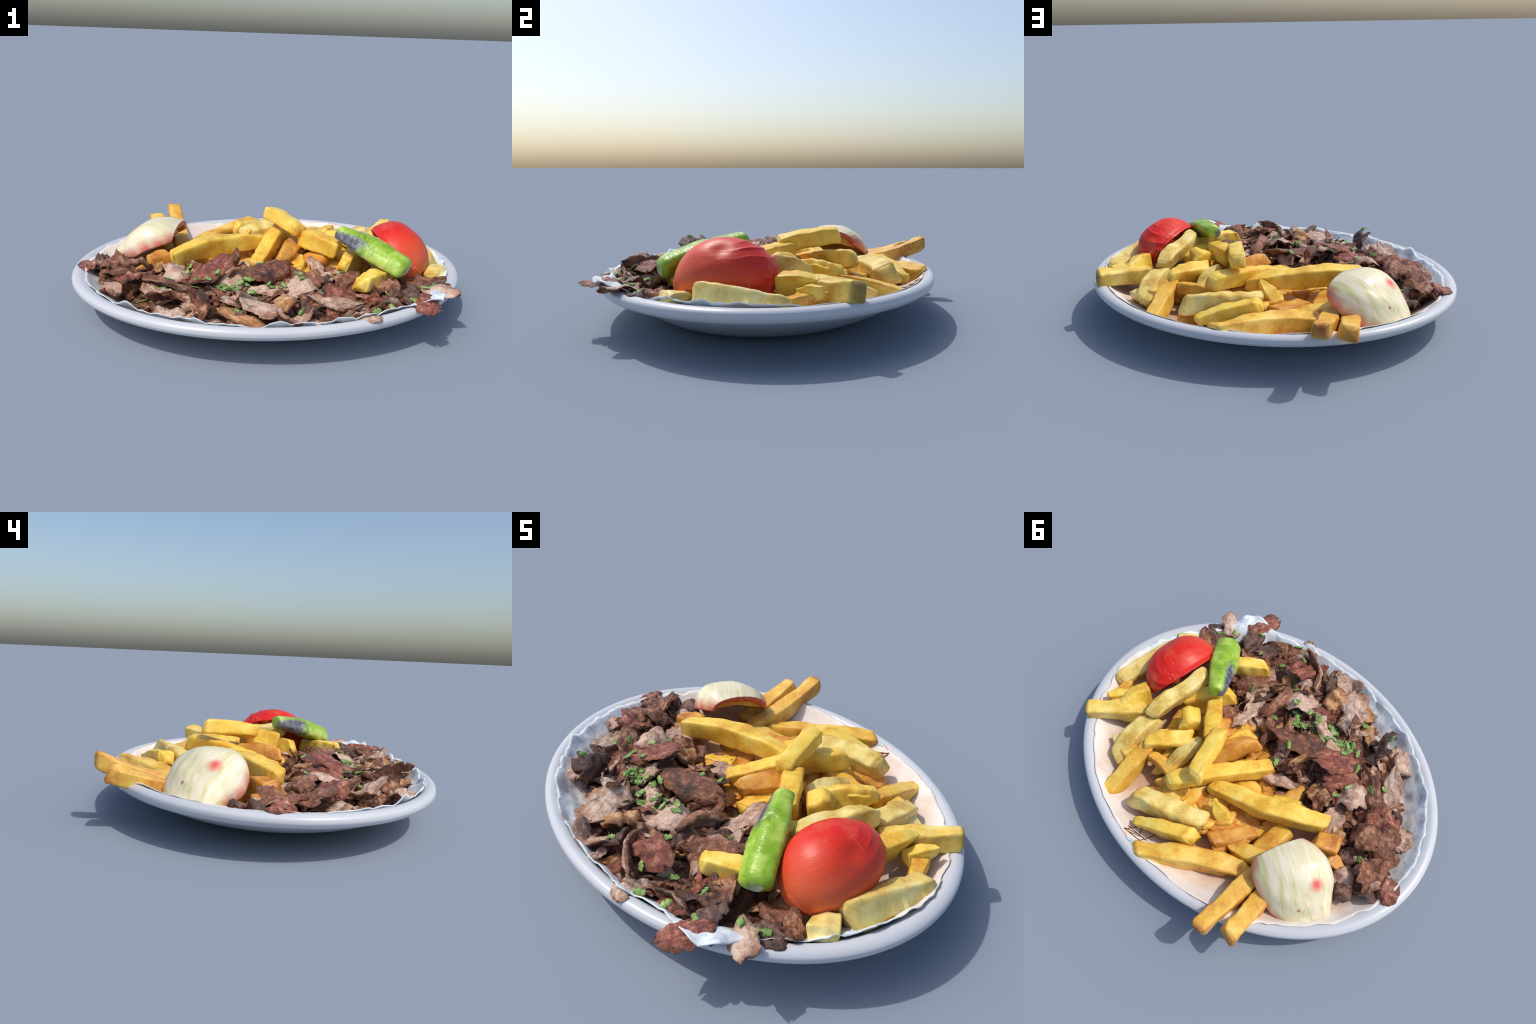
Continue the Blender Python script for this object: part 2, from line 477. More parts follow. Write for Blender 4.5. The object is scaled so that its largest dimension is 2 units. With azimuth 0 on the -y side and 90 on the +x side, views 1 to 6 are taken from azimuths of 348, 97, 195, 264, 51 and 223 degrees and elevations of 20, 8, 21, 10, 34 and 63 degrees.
# each stick: look, two ends of its top face, width, height, then optional shape words
FRIES = [
    ('K', (0.815, 0.415, 0.295), (0.600, 0.205, 0.250), 0.090, 0.095, {}),
    ('C', (0.535, 0.235, 0.310), (0.490, -0.130, 0.365), 0.085, 0.085, dict(roll=0.25)),
    ('Y', (0.720, 0.275, 0.310), (0.690, 0.110, 0.285), 0.070, 0.110, dict(t1=0.55, roll=-0.3)),
    ('Y', (0.790, 0.290, 0.280), (0.740, 0.180, 0.255), 0.060, 0.080, dict(t1=0.3)),
    ('C', (0.520, 0.495, 0.205), (0.535, 0.215, 0.265), 0.095, 0.085, dict(side=0.02, sag=0.012)),
    ('G', (0.415, 0.635, 0.195), (0.435, 0.350, 0.255), 0.090, 0.090, dict(t1=0.25)),
    ('Y', (0.405, 0.145, 0.300), (0.345, 0.065, 0.310), 0.110, 0.100, dict(sag=0.02, t2=0.2)),
    ('Y', (0.425, 0.350, 0.310), (0.300, 0.160, 0.280), 0.085, 0.095, dict(t1=0.35, roll=0.35)),
    ('C', (0.290, 0.360, 0.250), (0.275, 0.130, 0.275), 0.085, 0.075, dict(t1=0.55, t2=0.3, roll=-0.4)),
    ('G', (0.385, 0.360, 0.255), (0.090, 0.390, 0.220), 0.080, 0.085, dict(t1=0.4, t2=0.2, side=0.03)),
    ('Y', (0.355, -0.055, 0.325), (0.195, 0.110, 0.352), 0.085, 0.100, {}),
    ('Y', (0.180, 0.060, 0.375), (0.080, 0.335, 0.410), 0.085, 0.080, dict(sag=0.012, roll=0.15)),
    ('O', (0.075, -0.070, 0.275), (0.190, 0.150, 0.270), 0.090, 0.100, dict(t1=0.25, roll=0.5)),
    ('Y', (-0.080, -0.025, 0.225), (0.185, 0.405, 0.322), 0.085, 0.090, dict(sag=0.012)),
    ('Y', (-0.500, 0.025, 0.283), (0.045, 0.262, 0.280), 0.095, 0.105, dict(sag=0.018, side=0.03, t2=0.3)),
    ('C', (0.280, 0.545, 0.270), (-0.065, 0.400, 0.255), 0.100, 0.105, dict(side=-0.015, t1=0.1, roll=-0.2)),
    ('Y', (0.185, 0.645, 0.225), (-0.095, 0.510, 0.265), 0.075, 0.085, dict(t1=0.45, sag=0.008)),
    ('G', (0.055, 0.735, 0.235), (-0.380, 0.425, 0.185), 0.095, 0.110, dict(sag=0.012, side=0.015, t1=0.15)),
    ('O', (-0.040, 0.395, 0.165), (-0.255, 0.320, 0.170), 0.085, 0.070, dict(t1=0.3)),
    ('G', (-0.080, 0.600, 0.130), (-0.300, 0.480, 0.130), 0.080, 0.060, {}),
    ('G', (-0.345, 0.395, 0.180), (-0.360, 0.150, 0.200), 0.095, 0.090, dict(t1=0.2)),
    ('Y', (-0.060, 0.345, 0.290), (-0.140, 0.350, 0.180), 0.080, 0.060, dict(t1=0.5, roll=0.6)),
    ('B', (-0.432, 0.775, 0.325), (-0.420, 0.330, 0.190), 0.085, 0.082, dict(sag=-0.026, t2=0.1)),
    ('B', (-0.545, 0.705, 0.287), (-0.500, 0.350, 0.190), 0.092, 0.076, dict(sag=-0.012)),
    ('Y', (0.345, -0.430, 0.275), (0.560, -0.270, 0.265), 0.080, 0.085, dict(roll=0.1)),
    ('Y', (0.350, -0.170, 0.295), (0.510, 0.010, 0.270), 0.080, 0.120, dict(t1=0.15)),
    ('C', (0.795, -0.170, 0.258), (0.850, 0.190, 0.243), 0.095, 0.120, dict(roll=-0.4, t1=0.02, t2=0.1)),
    ('C', (0.770, -0.290, 0.225), (0.835, -0.220, 0.228), 0.085, 0.085, dict(roll=-0.3)),
    ('O', (0.860, -0.120, 0.195), (0.895, 0.050, 0.190), 0.060, 0.045, dict(t2=0.4)),
    ('G', (0.840, 0.130, 0.230), (0.740, 0.310, 0.250), 0.075, 0.075, dict(t1=0.3)),
    ('O', (-0.500, 0.125, 0.240), (-0.610, 0.055, 0.245), 0.095, 0.120, dict(t2=0.1)),
    ('O', (-0.600, 0.110, 0.195), (-0.690, 0.120, 0.170), 0.070, 0.080, dict(t2=0.3)),
    ('C', (0.610, 0.430, 0.205), (0.520, 0.330, 0.215), 0.090, 0.090, dict(t1=0.35)),
    ('Y', (0.450, 0.300, 0.295), (0.380, 0.220, 0.285), 0.055, 0.060, dict(t1=0.4)),
    ('C', (-0.130, 0.090, 0.150), (-0.040, 0.200, 0.150), 0.090, 0.080, {}),
    ('Y', (-0.190, 0.040, 0.145), (-0.080, 0.120, 0.140), 0.080, 0.080, dict(t1=0.2)),
    ('Y', (-0.320, 0.030, 0.165), (-0.200, 0.110, 0.165), 0.090, 0.090, {}),
    ('O', (0.210, -0.060, 0.220), (0.300, 0.060, 0.235), 0.120, 0.100, dict(t1=0.2)),
    ('Y', (0.130, -0.100, 0.205), (0.160, 0.050, 0.225), 0.080, 0.080, {}),
    ('O', (0.320, 0.560, 0.165), (0.180, 0.440, 0.190), 0.100, 0.085, {}),
    ('G', (0.200, 0.460, 0.205), (0.060, 0.380, 0.195), 0.080, 0.080, dict(t2=0.3)),
    ('O', (-0.030, 0.300, 0.150), (-0.100, 0.180, 0.150), 0.090, 0.080, {}),
    ('O', (-0.430, 0.330, 0.175), (-0.330, 0.240, 0.170), 0.080, 0.080, {}),
    ('G', (0.560, 0.420, 0.225), (0.400, 0.420, 0.215), 0.080, 0.080, {}),
    ('O', (0.020, 0.330, 0.170), (-0.020, 0.220, 0.165), 0.070, 0.070, {}),
]


def build_fries():
    fry_mats()
    root = thing(add("fries_heap", None), "loose heap of thick golden potato fries", "fries")
    root.location = (0.2, 0.3, 0.07)
    off = Matrix.Translation((-0.2, -0.3, -0.07))
    for i, (m, p1, p2, w, h, o) in enumerate(FRIES):
        M, L = axis_frame(p1, p2, o.get('roll', 0.0))
        me = fry_mesh(L * 1.02, w, h, o.get('sag', 0.0), o.get('side', 0.0), o.get('t1', 0.08), o.get('t2', 0.08),
                      7.0, 100 + i * 7, m)
        if Vector(p1[:2]).length < 0.83 or m == 'O':
            rest_on_dish(me, M)
        add("fry", me, root, off @ M)
    # the lower layer of the heap: sticks lying under the visible ones
    pool = [fry_mesh(0.22, 0.082, 0.08, 0.004, 0.01, 0.15, 0.1, 5.5, 900 + i, 'OGOG'[i]) for i in range(4)]  # orange share tinted for warm light bouncing in the gaps
    k = 0
    while k < 56:
        x, y = (RNG.uniform(-0.25, 0.8), RNG.uniform(-0.1, 0.52)) if k < 38 else (RNG.uniform(-0.36, 0.15), RNG.uniform(0.1, 0.38))
        if (x / 0.72) ** 2 + (y / 0.50) ** 2 > 1 or (x < 0.02 and y > 0.40) or x > 0.56 or y < -0.16 + 0.22 * max(0, x) - 0.5 * min(0, x):
            continue
        z = (0.125 if x < 0.12 and y < 0.30 else 0.16) + RNG.uniform(0, 0.03)
        M = (Matrix.Translation((x, y, z)) @ Matrix.Rotation(RNG.uniform(0, 3.14), 4, 'Z')
             @ Matrix.Rotation(RNG.uniform(-0.15, 0.15), 4, 'Y'))
        add("fry", pool[k % 4], root, off @ M)
        k += 1
    return root


# ---------------------------------------------------------------- tomato
def build_tomato():
    M = Mat("tomato_skin", rough=0.42, spec=0.4)
    o = M.mapped()
    x, y, z = M.xyz(o)
    n = M.noise(o, 5.0, 4, 0.5)
    col = M.ramp(M.math('MULTIPLY_ADD', n, 0.3, M.math('ADD', M.math('MULTIPLY_ADD', y, 1.3, 0.22), M.math('MULTIPLY', x, 0.9))),
                 [(0.10, srgb(222, 106, 62)), (0.34, srgb(220, 72, 42)), (0.56, srgb(214, 34, 24))])
    streak = M.noise(M.mapped(scale=(10, 60, 14)), 1.0, 4, 0.6, 1.0)
    blotch = M.noise(o, 9.0, 4, 0.6, 0.5)
    col = M.mix(M.ramp(blotch, [(0.55, 0.0), (0.7, 0.5)]), col, srgb(224, 100, 66))
    wrinkle = M.noise(M.mapped(scale=(85, 9, 14)), 1.0, 3, 0.55, 0.6)
    far = M.ramp(x, [(0.02, 0.0), (0.12, 0.55)])
    thin = M.math('MULTIPLY', far, M.ramp(wrinkle, [(0.60, 0.0), (0.66, 1.0)]))
    col = M.mix(thin, col, srgb(236, 150, 128))
    col = M.mix(M.ramp(streak, [(0.62, 0.0), (0.75, 0.25)]), col, srgb(236, 120, 100))
    M.color(col)
    M.bump(streak, 0.25, 0.006)
    C = Mat("tomato_flesh", rough=0.35, spec=0.5)
    oc = C.mapped()
    C.color(C.ramp(C.noise(oc, 18.0, 5, 0.65), [(0.35, srgb(150, 30, 18)), (0.55, srgb(206, 70, 40)), (0.7, srgb(226, 130, 84))]))
    C.bump(C.noise(oc, 30.0, 4), 0.5, 0.01)
    # local frame: z = bulge direction, x = long way, y = third; flat cut at z = 0
    nu, nv = 60, 200
    RX, RY, RZ = 0.212, 0.160, 0.190
    wr = WaveNoise(31, 3.0, 2)
    V = []
    for i in range(nu):
        th = (i / (nu - 1)) * math.pi / 2 * 0.999
        for j in range(nv):
            ph = 2 * math.pi * j / nv
            c = math.cos(th) ** 0.85
            p = np.array([RX * c * math.cos(ph), RY * c * math.sin(ph), RZ * math.sin(th) ** 0.92])
            lob = 1 + 0.018 * math.cos(3 * ph + 0.6) * c
            p = p * lob
            # puckered dent near the crown and loose skin folds at the far end
            g = math.exp(-(((p[0] - 0.02) / 0.04) ** 2 + ((p[1] - 0.05) / 0.035) ** 2)) * (p[2] > 0.1)
            s = 1 - 0.05 * g
            fold = smooth(0.03, 0.16, p[0]) * 0.0030 * (1 - abs(math.sin(75 * (p[1] + 0.35 * p[2] + 0.010 * math.sin(30 * p[0])) + 2 * math.sin(14 * p[2])))) ** 2 * (0.5 + float(wr(p * 2.5)))
            fold += 0.0035 * math.exp(-((th - 0.33 - 0.08 * math.sin(2 * ph)) / 0.035) ** 2) * (p[1] < 0)
            s += fold / 0.2 + 0.012 * float(wr(p))
            # skin edge turns in slightly at the cut
            s -= 0.05 * (1 - smooth(0, 0.12, th))
            V.append(p * s)
    base = len(V)
    F = tube_faces(nu, nv, False)
    F.append(tuple(range((nu - 1) * nv, nu * nv)))
    skin = mesh_from("tomato_skin", V, F, [M.m])
    FV, rings = [], 8
    rnd = WaveNoise(33, 12.0, 3)
    edge = np.array(V[:nv])
    for i in range(rings):
        k = 1 - i / rings
        for j in range(nv):
            q = edge[j] * k
            FV.append((q[0], q[1], q[2] + 0.004 + 0.010 * float(rnd(q)) * (1 - k ** 8) - 0.006 * (1 - k ** 8)))
    FV.append((0, 0, 0.01))
    FF = []
    for i in range(rings - 1):
        for j in range(nv):
            k = (j + 1) % nv
            FF.append((i * nv + k, i * nv + j, (i + 1) * nv + j, (i + 1) * nv + k))
    for j in range(nv):
        FF.append(((rings - 1) * nv + (j + 1) % nv, (rings - 1) * nv + j, len(FV) - 1))
    flesh = mesh_from("tomato_flesh", FV, FF, [C.m])
    zc = Vector((0.80, -0.10, 0.55)).normalized()
    xa = Vector((0.22, 1.0, 0.26))
    xa = (xa - zc * xa.dot(zc)).normalized()
    R = Matrix((xa, zc.cross(xa), zc)).transposed().to_4x4()
    root = add("tomato_half", None, None, Matrix.Translation((0.622, -0.092, 0.243)) @ R)
    thing(root, "grilled half tomato with glossy wrinkled red skin", "tomato")
    add("tomato_skin", skin, root)
    add("tomato_flesh", flesh, root)
    return root


# ---------------------------------------------------------------- pepper
def build_pepper():
    M = Mat("pepper_skin", rough=0.22, spec=0.5)
    g = M.tc.outputs["Generated"]
    gx, gy, gz = M.xyz(g)
    o = M.mapped()
    n = M.noise(o, 14.0, 4, 0.55, 0.4)
    col = M.ramp(n, [(0.3, srgb(112, 150, 26)), (0.5, srgb(142, 182, 42)), (0.68, srgb(182, 208, 92))])
    crease = M.noise(M.mapped(scale=(110, 24, 24)), 1.0, 4, 0.6, 0.8)
    col = M.mix(M.ramp(crease, [(0.6, 0.0), (0.74, 0.35)]), col, srgb(206, 228, 150))
    # blistered grey char on one flank of the stem end, tan scald further down
    oy = M.xyz(o)
    flank = M.math('MULTIPLY_ADD', M.math('SUBTRACT', n, 0.5), 0.06, oy[1])
    near_end = M.ramp(oy[0], [(0.40, 1.0), (0.56, 0.0)])
    k = M.math('ADD', oy[0], 0.5)
    near_end = M.ramp(M.math('MULTIPLY_ADD', M.math('SUBTRACT', n, 0.5), 0.15, k), [(0.44, 1.0), (0.50, 0.0)])
    side = M.ramp(M.math('SUBTRACT', 0.5, flank), [(0.505, 0.0), (0.525, 1.0)])
    char = M.math('MULTIPLY', near_end, side)
    cc = M.ramp(M.noise(o, 40.0, 4, 0.6), [(0.35, srgb(52, 52, 60)), (0.6, srgb(120, 122, 134)), (0.75, srgb(176, 178, 188))])
    col = M.mix(char, col, cc)
    low = M.ramp(M.math('SUBTRACT', 0.5, flank), [(0.54, 0.0), (0.57, 1.0)])
    sc = M.math('MULTIPLY', low, M.ramp(M.noise(o, 24.0, 4, 0.6), [(0.5, 0.0), (0.6, 0.9)]))
    col = M.mix(M.math('MULTIPLY', sc, M.ramp(k, [(0.45, 0.0), (0.5, 0.9)])), col, srgb(196, 186, 140))
    M.color(col)
    M.bump(crease, 0.45, 0.008)
    I = Mat("pepper_inside", 0.5, 0.3)
    I.color(I.ramp(I.noise(I.mapped(), 25.0, 3), [(0.4, srgb(150, 180, 110)), (0.7, srgb(214, 222, 196))]))
    L = 0.415
    nx, nc = 60, 36
    low_n, cr = WaveNoise(41, 6.0, 2), WaveNoise(42, 18.0, 2)
    V = []
    for i in range(nx):
        t = i / (nx - 1)
        x = (t - 0.5) * L
        w = 0.044 + 0.022 * smooth(0.0, 0.5, t) + 0.004 * math.sin(3 * t)
        h = 0.038 + 0.010 * smooth(0.1, 0.6, t)
        if t > 0.93:
            s = math.sqrt(max(0.0, 1 - ((t - 0.93) / 0.07) ** 2 * 0.75))
            w, h = w * s, h * s
        if t < 0.06:
            s = 0.72 + 0.28 * math.sqrt(1 - (1 - t / 0.06) ** 2)
            w, h = w * s, h * s
        arch = 0.014 * (1 - (2 * t - 1) ** 2)
        for j in range(nc):
            a = 2 * math.pi * j / nc
            y, z = w * math.cos(a), h * math.sin(a)
            p = np.array([x, y, z])
            # squarish section with one lengthwise furrow, fine cross wrinkles, one blister hole
            s = 1 + 0.05 * math.cos(4 * a) + 0.022 * float(low_n(p)) + 0.018 * float(cr(p * np.array([2.2, 0.6, 0.6])))
            s -= 0.16 * math.exp(-((a - 1.9) / 0.28) ** 2) * smooth(0.3, 0.6, t) * smooth(1.0, 0.7, t) * 0.6
            s -= 0.55 * math.exp(-((a - 1.35) / 0.26) ** 2 - ((t - 0.40) / 0.035) ** 2)
            V.append((x, y * s, z * s + arch))
    c0 = np.mean(V[:nc], 0) + np.array([0.012, 0, 0])
    c1 = np.mean(V[-nc:], 0) - np.array([0.004, 0, 0])
    V += [c0, c1]
    F = tube_faces(nx, nc)
    fm = [0] * len(F)
    for q in range(nc):
        fm[-1 - 2 * q] = 1
    me = mesh_from("green_pepper", V, F, [M.m, I.m], fm)
    p1, p2 = (0.345, -0.060, 0.378), (0.592, -0.385, 0.272)
    Mx, _ = axis_frame(p1, p2, 0.42)
    # char flank looks toward -x: local +y is the side away from the tomato
    ob = add("green_pepper", me, None, Mx)
    return thing(ob, "grilled light green pepper with blistered grey char", "pepper")


# ---------------------------------------------------------------- onion
ONION_ROWS = [  # far-side edge, crown, near-side edge for stations from the cut mouth to the buried end
    ((-0.392, 0.420, 0.262), (-0.432, 0.300, 0.342), (-0.492, 0.168, 0.270)),
    ((-0.440, 0.462, 0.225), (-0.500, 0.318, 0.360), (-0.560, 0.147, 0.255)),
    ((-0.500, 0.490, 0.190), (-0.580, 0.330, 0.352), (-0.634, 0.150, 0.228)),
    ((-0.560, 0.500, 0.165), (-0.658, 0.342, 0.312), (-0.697, 0.180, 0.185)),
    ((-0.615, 0.497, 0.140), (-0.718, 0.368, 0.250), (-0.730, 0.235, 0.155)),
    ((-0.652, 0.478, 0.115), (-0.762, 0.392, 0.175), (-0.765, 0.285, 0.100)),
]


def build_onion():
    rows = np.array(ONION_ROWS)
    ns, na = 40, 44
    t = np.linspace(0, len(rows) - 1, ns)
    wr = WaveNoise(51, 4.0, 2)

    def cat(i, u):
        p = [rows[min(max(i + k, 0), len(rows) - 1)] for k in (-1, 0, 1, 2)]
        return 0.5 * ((2 * p[1]) + (p[2] - p[0]) * u + (2 * p[0] - 5 * p[1] + 4 * p[2] - p[3]) * u * u
                      + (3 * p[1] - p[0] - 3 * p[2] + p[3]) * u ** 3)
    G = np.zeros((ns, na, 3))
    for a, tt in enumerate(t):
        i = min(int(tt), len(rows) - 2)
        E1, Cr, E2 = cat(i, tt - i)
        mid = (E1 + E2) / 2
        for b in range(na):
            th = math.pi * b / (na - 1)
            G[a, b] = mid + (E1 - mid) * math.cos(th) + (Cr - mid) * math.sin(th) ** 0.92
    # normals of the sheet, then a thick petal: outer skin and inner skin
    du = np.gradient(G, axis=0)
    dv = np.gradient(G, axis=1)
    N = np.cross(dv, du)
    N /= np.linalg.norm(N, axis=2)[:, :, None] + 1e-9
    if N[ns // 2, na // 2, 2] < 0:
        N = -N
    rib = np.array([[0.0006 * math.sin(b * 1.9 + 0.6 * math.sin(a * 0.12)) for b in range(na)] for a in range(ns)])
    outer = G + N * (rib + 0.004 * wr(G))[:, :, None]
    edge_a = np.linspace(0, 1, ns)[:, None]
    inner = outer - N * (0.030 + 0.006 * wr(G + 3.0))[:, :, None]
    # rounded lip at the mouth
    V = np.vstack([outer.reshape(-1, 3), inner.reshape(-1, 3)])
    n = ns * na
    F, fm = [], []
    for a in range(ns - 1):
        for b in range(na - 1):
            q = (a * na + b, a * na + b + 1, (a + 1) * na + b + 1, (a + 1) * na + b)
            F.append(q)
            fm.append(0)
            F.append(tuple(v + n for v in q[::-1]))
            fm.append(1)
    # the pocket behind the mouth is filled by the next layer in
    row = 5
    cap0 = len(V)
    arch = inner[row] + N[row] * 0.004
    hub = arch.mean(0) * 0.4 + 0.6 * (arch[0] + arch[-1]) / 2
    rings = 6
    capV = [hub + (arch - hub) * (1 - q / rings) - np.array([0.0, 0.0, 0.02]) * 0 for q in range(rings)]
    V = np.vstack([V] + capV + [hub[None]])
    for q in range(rings - 1):
        for b in range(na - 1):
            F.append((cap0 + q * na + b + 1, cap0 + q * na + b, cap0 + (q + 1) * na + b, cap0 + (q + 1) * na + b + 1))
            fm.append(1)
    for b in range(na - 1):
        F.append((cap0 + (rings - 1) * na + b + 1, cap0 + (rings - 1) * na + b, len(V) - 1))
        fm.append(1)
    loop = ([b for b in range(na)] + [a * na + na - 1 for a in range(1, ns)]
            + [(ns - 1) * na + b for b in range(na - 2, -1, -1)] + [a * na for a in range(ns - 2, 0, -1)])
    for i, v in enumerate(loop):
        w = loop[(i + 1) % len(loop)]
        F.append((w, v, v + n, w + n))
        fm.append(2)
    # ---- skin: cream with greenish veins, rosy towards the edges, one red spot, one brown fleck
    M = Mat("onion_skin", rough=0.30, spec=0.45)
    o = M.mapped()
    # vein direction runs mouth -> base; texture squeezed across it
    turn = M.t.nodes.new("ShaderNodeMapping")
    turn.inputs["Scale"].default_value = (2.0, 42.0, 14.0)
    M.link(M.mapped(rot=(0, 0, math.radians(-150))), turn.inputs["Vector"])
    vv = turn.outputs["Vector"]
    veins = M.noise(vv, 1.0, 3, 0.5, 0.3)
    col = M.ramp(veins, [(0.32, srgb(204, 202, 142)), (0.42, srgb(228, 218, 178)), (0.62, srgb(240, 230, 206))])
    col = M.mix(M.ramp(M.noise(o, 7.0, 3), [(0.45, 0.0), (0.7, 0.5)]), col, srgb(216, 210, 166))
    rose = srgb(206, 92, 84)
    for pt, r0, r1 in (((-0.39, 0.42, 0.25), 0.03, 0.095), ((-0.672, 0.293, 0.300), 0.014, 0.042)):
        d = M.math('MULTIPLY_ADD', M.math('SUBTRACT', M.noise(o, 30.0, 4), 0.5), 0.02, M.dist(pt))
        col = M.mix(M.ramp(d, [(r0, 0.9), (r1, 0.0)]), col, rose if r0 > 0.02 else srgb(226, 58, 56))
    edge_d = None
    for e1, cr, e2 in ONION_ROWS:
        for p in (e1, e2):
            d = M.dist(p)
            edge_d = d if edge_d is None else M.math('MINIMUM', edge_d, d)
    edge_d = M.math('MULTIPLY_ADD', M.math('SUBTRACT', M.noise(o, 20.0, 4), 0.5), 0.05, edge_d)
    col = M.mix(M.ramp(edge_d, [(0.018, 0.9), (0.070, 0.0)]), col, srgb(216, 112, 98))
    fl = M.dist((-0.687, 0.417, 0.239))
    col = M.mix(M.ramp(fl, [(0.007, 0.8), (0.012, 0.0)]), col, srgb(170, 84, 30))
    M.color(col)
    M.bump(veins, 0.12, 0.006)
    I = Mat("onion_inner_face", 0.4, 0.4)
    I.color(I.ramp(I.noise(I.mapped(), 15.0, 4), [(0.4, srgb(206, 150, 70)), (0.7, srgb(224, 186, 112))]))
    E = Mat("onion_cut_edge", 0.4, 0.4)
    eo = E.mapped()
    E.color(E.ramp(E.noise(eo, 24.0, 5, 0.65), [(0.35, srgb(140, 64, 48)), (0.52, srgb(200, 96, 76)), (0.7, srgb(222, 140, 112))]))
    me = mesh_from("onion_petal", V, F, [M.m, I.m, E.m], fm)
    ob = add("onion_petal", me)
    return thing(ob, "thick curved layer of grilled onion, cream with pink edges", "onion")


# ---------------------------------------------------------------- meat
MEAT_OUTLINE = [(0.57, -0.75), (0.30, -0.75), (0.05, -0.73), (-0.10, -0.72), (-0.27, -0.64), (-0.45, -0.58), (-0.60, -0.50),
                (-0.68, -0.37), (-0.81, -0.20), (-0.87, -0.07), (-0.95, 0.05), (-0.86, 0.17), (-0.71, 0.20), (-0.60, 0.08),
                (-0.45, -0.01), (-0.27, 0.04), (-0.08, 0.01), (0.12, -0.06), (0.34, -0.08), (0.50, -0.20), (0.66, -0.33),
                (0.86, -0.32), (0.80, -0.52), (0.70, -0.64)]


def outline_distance(P):
    """signed distance to the meat outline: positive inside"""
    P = np.asarray(P, float)
    Q = np.array(MEAT_OUTLINE)
    inside = np.zeros(len(P), bool)
    best = np.full(len(P), 9.0)
    for a, b in zip(Q, np.roll(Q, -1, 0)):
        ab = b - a
        t = np.clip(((P - a) @ ab) / (ab @ ab), 0, 1)
        best = np.minimum(best, np.linalg.norm(P - a - t[:, None] * ab, axis=1))
        cond = (a[1] > P[:, 1]) != (b[1] > P[:, 1])
        with np.errstate(divide='ignore', invalid='ignore'):
            xi = (b[0] - a[0]) * (P[:, 1] - a[1]) / (b[1] - a[1]) + a[0]
        inside ^= cond & (P[:, 0] < xi)
    return np.where(inside, best, -best)


MOUND = WaveNoise(61, 2.6, 2)


def mound_z(P):
    """height of the packed meat under the top slices"""
    P = np.asarray(P, float)
    d = outline_distance(P)
    P3 = np.column_stack([P, np.zeros(len(P))])
    core = 0.130 + 0.035 * smooth(0.05, 0.25, d) + 0.018 * MOUND(P3) - 0.02 * smooth(-0.55, -0.75, P[:, 0])
    floor = dish_z(P[:, 0], P[:, 1])
    r = np.sqrt((P[:, 0] / PLATE_A) ** 2 + (P[:, 1] / PLATE_B) ** 2)
    k = smooth(-0.02, 0.10, d) * smooth(0.95, 0.86, r)
    return floor - 0.02 + (np.maximum(core, floor + 0.03) - floor + 0.02) * k, d


def build_meat_mound(root, off, mat):
    n = 190
    xs = np.linspace(-1.0, 0.92, n)
    ys = np.linspace(-0.80, 0.26, int(n * 0.56))
    X, Y = np.meshgrid(xs, ys, indexing='ij')
    P = np.column_stack([X.ravel(), Y.ravel()])
    z, d = mound_z(P)
    P3 = np.column_stack([P, np.zeros(len(P))])
    rough = WaveNoise(63, 8.0, 3, 0.6)(P3)
    z = z + (0.014 * np.abs(rough) - 0.012) * smooth(0.0, 0.06, d)
    ny = len(ys)
    V = np.column_stack([P, z])
    F = []
    ok = (d > -0.015) & ((P[:, 0] / PLATE_A) ** 2 + (P[:, 1] / PLATE_B) ** 2 < 0.95 ** 2)
    for i in range(n - 1):
        for j in range(ny - 1):
            q = (i * ny + j, (i + 1) * ny + j, (i + 1) * ny + j + 1, i * ny + j + 1)
            if all(ok[v] for v in q):
                F.append(q)
    me = mesh_from("meat_bed", V, F, [mat])
    ob = add("meat_bed", me, root, off)
    ob["kind"] = "stuff"
    return ob


